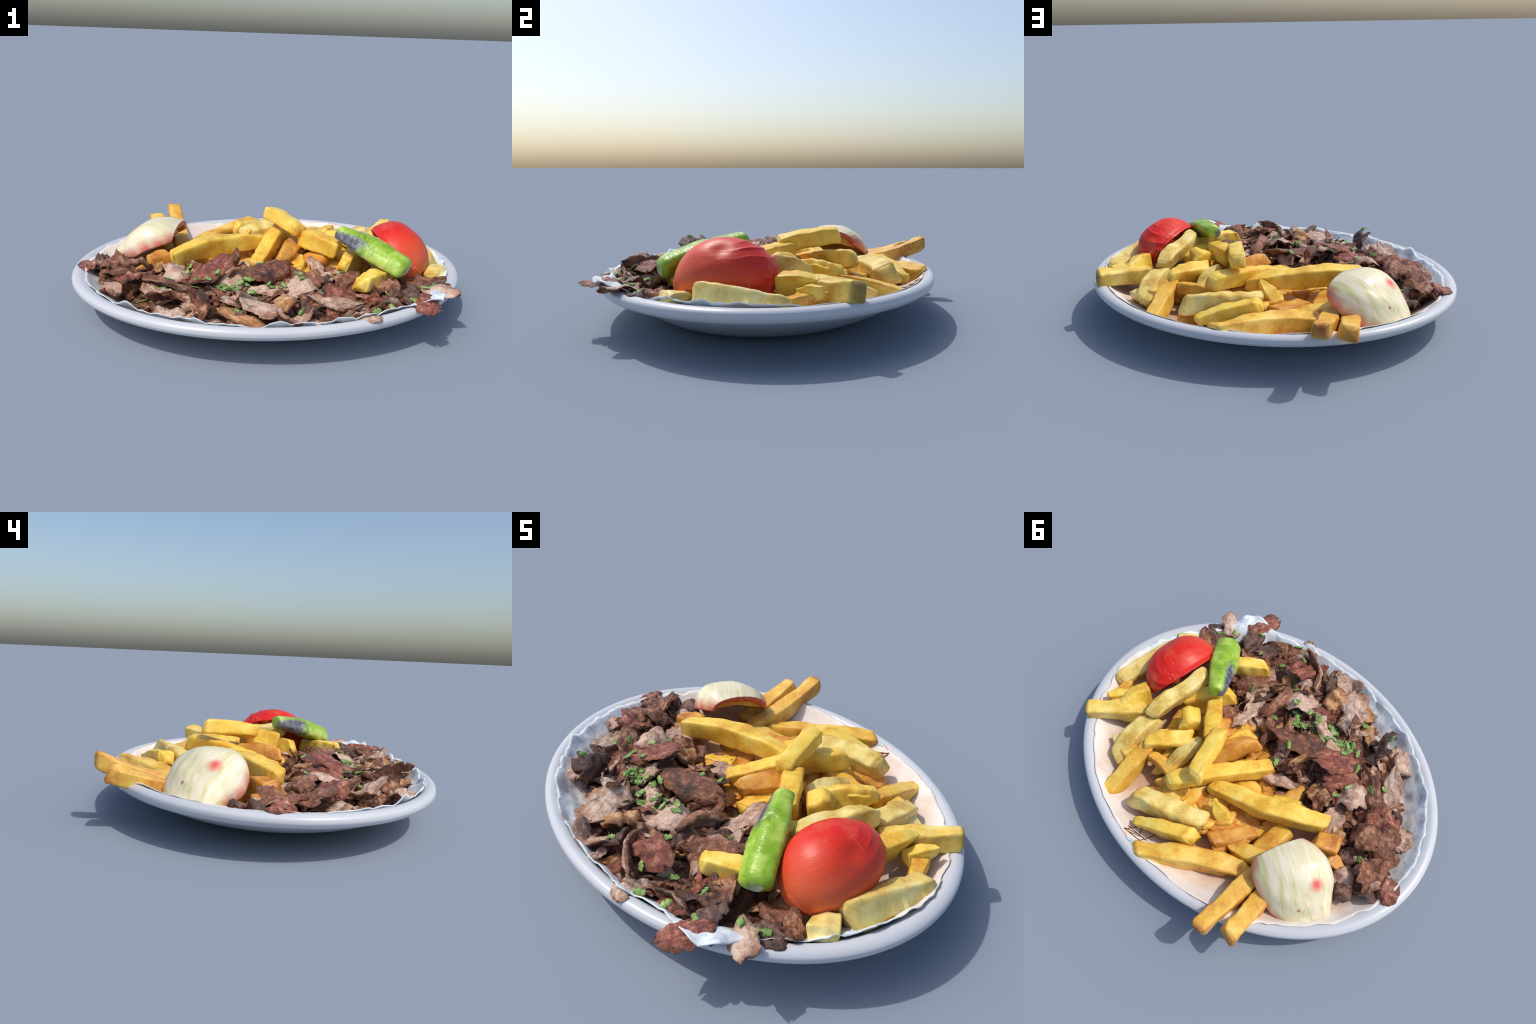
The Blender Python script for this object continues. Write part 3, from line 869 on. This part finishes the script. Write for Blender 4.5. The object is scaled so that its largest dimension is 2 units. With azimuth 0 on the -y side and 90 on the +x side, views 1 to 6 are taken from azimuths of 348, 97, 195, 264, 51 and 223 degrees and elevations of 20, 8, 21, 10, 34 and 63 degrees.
def slice_mesh(seed, L, w, thick, curl, warp, jag, mats):
    """torn curled shaving of meat: a strip with frayed ends, uneven sides and two different faces"""
    nu, nv = 30, 13
    r = np.random.RandomState(seed)
    sides = [WaveNoise(seed + 1, 1.1, 4, 0.6), WaveNoise(seed + 7, 1.1, 4, 0.6)]
    ends = [WaveNoise(seed + 8, 1.3, 3, 0.7), WaveNoise(seed + 9, 1.3, 3, 0.7)]
    bend = WaveNoise(seed + 2, 0.70 / max(L, 0.06), 3, 0.5)
    fine = WaveNoise(seed + 3, 26.0, 2, 0.5)
    blunt = r.uniform(2.2, 6.0, 2)
    skew = r.uniform(-0.25, 0.25)
    cdir = r.uniform(-0.5, 0.5) + (math.pi / 2 if r.rand() < 0.45 else 0)
    u = np.linspace(-1, 1, nu)
    v = np.linspace(-1, 1, nv)
    env = np.where(u < 0, (1 - np.abs(u) ** blunt[0] * 0.82), (1 - np.abs(u) ** blunt[1] * 0.82))
    line = lambda f, t: f(np.column_stack([t, np.zeros(len(t)), np.zeros(len(t))]))
    lo = -env * (1 + jag * line(sides[0], u))
    hi = env * (1 + jag * line(sides[1], u))
    e0 = 1 + jag * 0.6 * line(ends[0], v)
    e1 = 1 + jag * 0.6 * line(ends[1], v)
    X = np.zeros((nu, nv))
    Y = np.zeros((nu, nv))
    for i in range(nu):
        ext = np.where(u[i] < 0, e0, e1) * abs(u[i]) ** 3 + (1 - abs(u[i]) ** 3)
        X[i] = L / 2 * u[i] * ext
        Y[i] = w / 2 * (lo[i] + (hi[i] - lo[i]) * (v + 1) / 2 + skew * math.sin(1.5 * u[i] + seed))
    S = X * math.cos(cdir) + Y * math.sin(cdir)
    Q = np.stack([X, Y, np.zeros_like(X)], 2)
    span = L if abs(math.cos(cdir)) > 0.7 else w
    Z = curl * S * S / (span * 0.5) + warp * bend(Q) + 0.0032 * fine(Q)
    edge = np.maximum(np.abs(u)[:, None], np.abs(v)[None, :])
    TH = thick * (0.5 * np.sqrt(np.maximum(0, 1 - edge ** 5)) + 0.10) * (1 + 0.45 * bend(Q + 5.0))
    top = np.stack([X, Y, Z + TH], 2).reshape(-1, 3)
    bot = np.stack([X, Y, Z - TH], 2).reshape(-1, 3)
    n = len(top)
    F, fm = [], []
    for i in range(nu - 1):
        for j in range(nv - 1):
            q = (i * nv + j, (i + 1) * nv + j, (i + 1) * nv + j + 1, i * nv + j + 1)
            F += [q, tuple(k + n for k in q[::-1])]
            fm += [0, 1]
    loop = ([i * nv for i in range(nu)] + [(nu - 1) * nv + j for j in range(1, nv)]
            + [i * nv + nv - 1 for i in range(nu - 2, -1, -1)] + [j for j in range(nv - 2, 0, -1)])
    for k, a in enumerate(loop):
        b = loop[(k + 1) % len(loop)]
        F.append((b, a, a + n, b + n))
        fm.append(0)
    return mesh_from("meat_slice", np.vstack([top, bot]), F, mats, fm)


def rest_on_dish(me, M, gap=0.008):
    """let a piece drape over the paper: no vertex may sink through the dish"""
    V = np.zeros(len(me.vertices) * 3)
    me.vertices.foreach_get("co", V)
    V = V.reshape(-1, 3)
    A = np.array(M)
    W = V @ A[:3, :3].T + A[:3, 3]
    r = np.sqrt((W[:, 0] / PLATE_A) ** 2 + (W[:, 1] / PLATE_B) ** 2)
    floor = np.where(r < 1.0, dish_z(W[:, 0], W[:, 1]) + gap, 0.205)
    W[:, 2] = np.maximum(W[:, 2], floor + 0.15 * np.minimum(0, W[:, 2] - floor))
    V = (W - A[:3, 3]) @ np.linalg.inv(A[:3, :3]).T
    me.vertices.foreach_set("co", V.ravel())
    me.update()


def sinks(me, M, depth=0.02):
    V = np.zeros(len(me.vertices) * 3)
    me.vertices.foreach_get("co", V)
    A = np.array(M)
    W = V.reshape(-1, 3) @ A[:3, :3].T + A[:3, 3]
    return bool((W[:, 2] < dish_z(W[:, 0], W[:, 1]) - depth).any())


# notable slices: look, two ends (x, y), width, height, then tilt about the long axis
SLICES_EAST = [
    ('P', 0.77, -0.57, 0.64, -0.46, 0.10, 0.245, 0.3),
    ('R', 0.55, -0.72, 0.59, -0.55, 0.11, 0.235, 0.5),
    ('C', 0.57, -0.60, 0.52, -0.46, 0.10, 0.230, -0.4),
    ('S', 0.49, -0.54, 0.26, -0.61, 0.08, 0.235, 0.7),
    ('P', 0.31, -0.75, 0.25, -0.65, 0.09, 0.215, 0.2),
    ('R', 0.29, -0.54, 0.13, -0.54, 0.11, 0.250, 0.4),
    ('S', 0.24, -0.67, 0.07, -0.54, 0.06, 0.250, 1.1),
    ('C', 0.03, -0.55, 0.05, -0.66, 0.06, 0.220, 0.8),
    ('P', 0.03, -0.67, -0.12, -0.68, 0.11, 0.225, 0.3),
    ('P', 0.18, -0.51, 0.06, -0.49, 0.09, 0.240, -0.3),
    ('P', 0.27, -0.33, 0.20, -0.05, 0.08, 0.225, 0.3),
    ('S', 0.17, -0.41, 0.15, -0.20, 0.08, 0.250, 1.0),
    ('P', 0.13, -0.32, 0.00, -0.48, 0.13, 0.245, -0.1),
    ('G', -0.04, -0.48, -0.10, -0.61, 0.11, 0.245, 0.4),
    ('P', -0.10, -0.66, -0.26, -0.46, 0.14, 0.222, 0.3),
    ('G', -0.18, -0.68, -0.34, -0.48, 0.07, 0.200, 0.5),
    ('S', 0.14, -0.26, 0.01, -0.10, 0.06, 0.225, 0.9),
    ('H', 0.07, -0.17, -0.24, -0.26, 0.12, 0.266, -0.3),
    ('C', -0.39, -0.555, -0.47, -0.42, 0.13, 0.262, 1.25),
    ('P', -0.46, -0.57, -0.57, -0.49, 0.09, 0.190, 0.1),
    ('P', -0.07, -0.11, -0.04, -0.23, 0.10, 0.225, 0.5),
    ('S', 0.43, -0.16, 0.26, -0.10, 0.13, 0.185, 0.0),
    ('S', 0.41, -0.24, 0.23, -0.41, 0.08, 0.245, 0.3),
    ('P', -0.20, -0.32, -0.33, -0.32, 0.11, 0.250, 0.1),
    ('S', 0.54, -0.44, 0.42, -0.41, 0.10, 0.235, -0.3),
    ('G', -0.15, -0.09, -0.20, -0.24, 0.04, 0.245, 0.4),
    ('S', 0.60, -0.30, 0.72, -0.36, 0.12, 0.205, 0.2),
    ('S', 0.70, -0.30, 0.80, -0.38, 0.10, 0.205, 0.3),
    ('C', 0.66, -0.42, 0.80, -0.42, 0.10, 0.205, 0.4),
]
SLICES_WEST = [
    ('R', -0.23, -0.18, -0.41, -0.34, 0.12, 0.272, 0.2),
    ('R', -0.34, -0.13, -0.46, -0.27, 0.11, 0.262, -0.2),
    ('P', -0.43, -0.12, -0.56, -0.24, 0.14, 0.250, 0.0),
    ('S', -0.44, -0.35, -0.65, -0.19, 0.09, 0.240, 0.6),
    ('P', -0.57, -0.43, -0.65, -0.24, 0.09, 0.225, 0.4),
    ('P', -0.50, -0.55, -0.60, -0.47, 0.09, 0.200, 0.3),
    ('S', -0.39, 0.00, -0.41, -0.13, 0.08, 0.245, 0.4),
    ('P', -0.47, -0.10, -0.53, 0.08, 0.11, 0.222, 0.0),
    ('G', -0.55, 0.05, -0.60, -0.02, 0.07, 0.215, 0.0),
    ('R', -0.61, -0.15, -0.77, -0.17, 0.16, 0.250, 0.2),
    ('S', -0.61, -0.07, -0.74, -0.04, 0.11, 0.268, -0.2),
    ('S', -0.71, -0.17, -0.83, -0.01, 0.13, 0.240, 0.3),
    ('C', -0.62, 0.05, -0.75, 0.02, 0.08, 0.190, 0.4),
    ('S', -0.74, 0.05, -0.87, 0.06, 0.15, 0.222, 0.0),
    ('C', -0.80, 0.12, -0.90, 0.12, 0.10, 0.205, -0.2),
    ('R', -0.86, 0.08, -0.96, 0.05, 0.11, 0.205, 0.1),
    ('P', -0.68, 0.17, -0.77, 0.13, 0.09, 0.175, 0.2),
    ('C', -0.71, 0.21, -0.81, 0.20, 0.07, 0.185, 0.4),
    ('S', -0.15, -0.06, -0.20, -0.24, 0.06, 0.215, 0.5),
    ('S', -0.08, -0.12, -0.28, -0.10, 0.07, 0.215, 0.4),
    ('P', -0.07, 0.04, -0.24, -0.04, 0.07, 0.175, 0.3),
    ('S', -0.18, 0.02, -0.31, 0.04, 0.12, 0.160, 0.0),
    ('P', -0.76, -0.23, -0.84, -0.15, 0.09, 0.202, 0.2),
    ('G', -0.29, -0.06, -0.42, -0.15, 0.09, 0.242, 0.2),
    ('S', -0.40, -0.01, -0.30, 0.01, 0.09, 0.170, 0.3),
]


def build_meat():
    pale = meat_material("meat_pale", srgb(168, 122, 98), srgb(212, 176, 152), srgb(234, 210, 192), srgb(140, 90, 60), 0.02, edge=0.65)
    seared = meat_material("meat_seared", srgb(84, 48, 36), srgb(146, 92, 66), srgb(206, 156, 122), srgb(108, 62, 40), 0.10)
    red = meat_material("meat_reddish_crust", srgb(96, 44, 36), srgb(150, 82, 62), srgb(204, 142, 116), srgb(116, 66, 40), 0.1)
    charred = meat_material("meat_charred", srgb(58, 43, 40), srgb(98, 70, 60), srgb(152, 116, 100), srgb(92, 58, 42), 0.18)
    gold = meat_material("meat_golden_fat", srgb(142, 88, 46), srgb(190, 136, 86), srgb(222, 182, 138), srgb(116, 70, 40), 0.04)
    bed = meat_material("meat_bed_brown", srgb(62, 40, 28), srgb(108, 74, 50), srgb(152, 110, 78), srgb(84, 54, 40), 0.1, edge=0.0)
    slab = meat_material("meat_half_charred", srgb(70, 48, 44), srgb(136, 80, 56), srgb(186, 128, 92), srgb(140, 82, 44), 0.35)
    faces = {'P': [pale, seared], 'S': [seared, pale], 'R': [red, pale], 'C': [charred, seared], 'G': [gold, seared],
             'H': [slab, gold]}
    root = thing(add("shaved_meat_heap", None), "heap of browned shaved roast meat slices", "meat")
    root.location = (-0.05, -0.3, 0.07)
    off = Matrix.Translation((0.05, 0.3, -0.07))
    build_meat_mound(root, off, bed)
    # packed small shavings: a pool of shapes, each used many times
    pool = []
    for i in range(28):
        k = 'PSSRCGSP'[i % 8]
        L = RNG.uniform(0.09, 0.20)
        pool.append(slice_mesh(300 + i * 5, L, L * RNG.uniform(0.28, 0.62), RNG.choice((0.007, 0.010, 0.016)),
                               RNG.uniform(-0.35, 0.45), RNG.uniform(0.010, 0.018), 0.15, faces[k]))
    n = 0
    while n < 235:
        p = np.array([[RNG.uniform(-0.95, 0.86), RNG.uniform(-0.75, 0.2)]])
        z, d = mound_z(p)
        if d[0] < 0.02 or (p[0, 0] / PLATE_A) ** 2 + (p[0, 1] / PLATE_B) ** 2 > 0.9 ** 2:
            continue
        lean = 0.75 if d[0] > 0.06 else 0.35
        M = (Matrix.Translation((p[0, 0], p[0, 1], float(z[0]) + RNG.uniform(0.0, 0.03)))
             @ Matrix.Rotation(RNG.uniform(0, 6.28), 4, 'Z') @ Matrix.Rotation(RNG.gauss(0, lean * 0.6), 4, 'X')
             @ Matrix.Rotation(RNG.gauss(0, 0.3), 4, 'Y') @ Matrix.Scale(RNG.uniform(0.7, 1.1), 4))
        if sinks(pool[n % len(pool)], M):
            continue
        add("meat_slice", pool[n % len(pool)], root, off @ M)
        n += 1
    for i, (k, x1, y1, x2, y2, w, z, tilt) in enumerate(SLICES_EAST + SLICES_WEST):
        z = z - 0.020
        z1 = z + RNG.uniform(-0.012, 0.012)
        M, L = axis_frame((x1, y1, z1), (x2, y2, 2 * z - z1), tilt * RNG.choice((-1, 1)) if k != 'C' else tilt)
        me = slice_mesh(700 + i * 5, L * 1.05, w * 1.08, RNG.choice((0.009, 0.013, 0.020)), RNG.uniform(-0.6, 0.3),
                        0.018, 0.17, faces[k])
        rest_on_dish(me, M)
        add("meat_slice", me, root, off @ M)
    # a thin upright shred
    M, L = axis_frame((-0.186, -0.083, 0.22), (-0.186, -0.085, 0.30), 0.3)
    add("meat_slice", slice_mesh(1507, 0.10, 0.035, 0.012, 0.3, 0.008, 0.12, [seared, seared]), root, off @ M)
    return root


# ---------------------------------------------------------------- parsley
PARSLEY = [(0.29, -0.30), (0.45, -0.50), (0.32, -0.53), (0.03, -0.34), (-0.04, -0.31), (-0.07, -0.38), (-0.13, -0.42),
           (-0.18, -0.32), (-0.21, -0.35), (-0.26, -0.40), (-0.31, -0.36), (-0.30, -0.31), (0.02, -0.62), (0.10, -0.26),
           (0.14, -0.45), (-0.45, -0.20), (-0.43, -0.12), (-0.57, -0.33), (-0.67, -0.23), (-0.70, 0.03), (-0.55, -0.27),
           (-0.07, -0.19), (0.26, -0.61), (0.57, -0.57), (0.11, -0.11), (-0.42, -0.29), (-0.41, -0.52), (-0.07, -0.04),
           (-0.27, -0.54), (0.05, -0.37), (-0.10, -0.36), (-0.16, -0.41), (-0.24, -0.36), (-0.29, -0.38), (0.00, -0.30),
           (0.42, -0.62), (0.65, -0.45), (0.72, -0.42), (0.34, -0.68), (-0.36, -0.35), (-0.02, -0.42), (0.20, -0.48)]


def build_parsley():
    M = Mat("parsley_green", 0.5, 0.3)
    o = M.shifted_by_object(M.mapped())
    M.color(M.ramp(M.noise(o, 30.0, 3), [(0.35, srgb(102, 136, 68)), (0.55, srgb(134, 164, 92)), (0.75, srgb(172, 196, 128))]))
    root = thing(add("chopped_parsley", None), "scattered small flecks of chopped green parsley", "herb")
    root.location = (0, -0.3, 0.25)
    off = Matrix.Translation((0, 0.3, -0.25))
    pool = []
    for s in range(8):
        r = np.random.RandomState(2000 + s)
        L, w = r.uniform(0.036, 0.062), r.uniform(0.018, 0.034)
        n = 16
        V = []
        bend = r.uniform(-16, 16)
        side = r.uniform(-4, 4)
        for layer in (0.0012, -0.0012):
            for i in range(n):
                t = i / (n - 1)
                ww = w / 2 * (0.3 + math.sin(math.pi * t) ** 0.6 * 0.7) * (1 + 0.22 * math.sin(15 * t + s) + 0.15 * math.sin(31 * t + 2 * s))
                x = (t - 0.5) * L
                for sg in (-1, 0, 1):
                    V.append((x, sg * ww + side * x * x, layer + bend * x * x + 0.004 * abs(sg) * (1 if s % 2 else -1)))
        F = []
        m = n * 3
        for i in range(n - 1):
            for j in range(2):
                q = (i * 3 + j, (i + 1) * 3 + j, (i + 1) * 3 + j + 1, i * 3 + j + 1)
                F += [q, tuple(v + m for v in q[::-1])]
            F.append((i * 3, i * 3 + m, (i + 1) * 3 + m, (i + 1) * 3))
            F.append((i * 3 + 2, (i + 1) * 3 + 2, (i + 1) * 3 + 2 + m, i * 3 + 2 + m))
        F.append((0, 1, 2, 2 + m, 1 + m, m))
        e = (n - 1) * 3
        F.append((e + m, e + 1 + m, e + 2 + m, e + 2, e + 1, e))
        pool.append(mesh_from("parsley_fleck", V, F, [M.m]))
    bpy.context.view_layer.update()
    dg = bpy.context.evaluated_depsgraph_get()
    for i, (x, y) in enumerate(PARSLEY):
        for rep in range(2 if -0.36 < x < 0.08 and y < -0.28 else 1):
            px, py = x + RNG.gauss(0, 0.012 + 0.012 * rep), y + RNG.gauss(0, 0.012 + 0.012 * rep)
            hit, loc, nor, *_ = scene.ray_cast(dg, Vector((px, py, 1.0)), Vector((0, 0, -1)))
            if not hit:
                continue
            up = (nor + Vector((0, 0, 0.8))).normalized()
            R = up.to_track_quat('Z', 'Y').to_matrix().to_4x4()
            T = (Matrix.Translation(loc + up * 0.005) @ R @ Matrix.Rotation(RNG.uniform(0, 6.28), 4, 'Z')
                 @ Matrix.Rotation(RNG.gauss(0, 0.25), 4, 'X') @ Matrix.Scale(RNG.uniform(0.75, 1.15), 4))
            add("parsley_fleck", pool[RNG.randrange(8)], root, off @ T)
    return root


build_plate()
build_paper()
build_fries()
build_tomato()
build_pepper()
build_onion()
build_meat()
build_parsley()
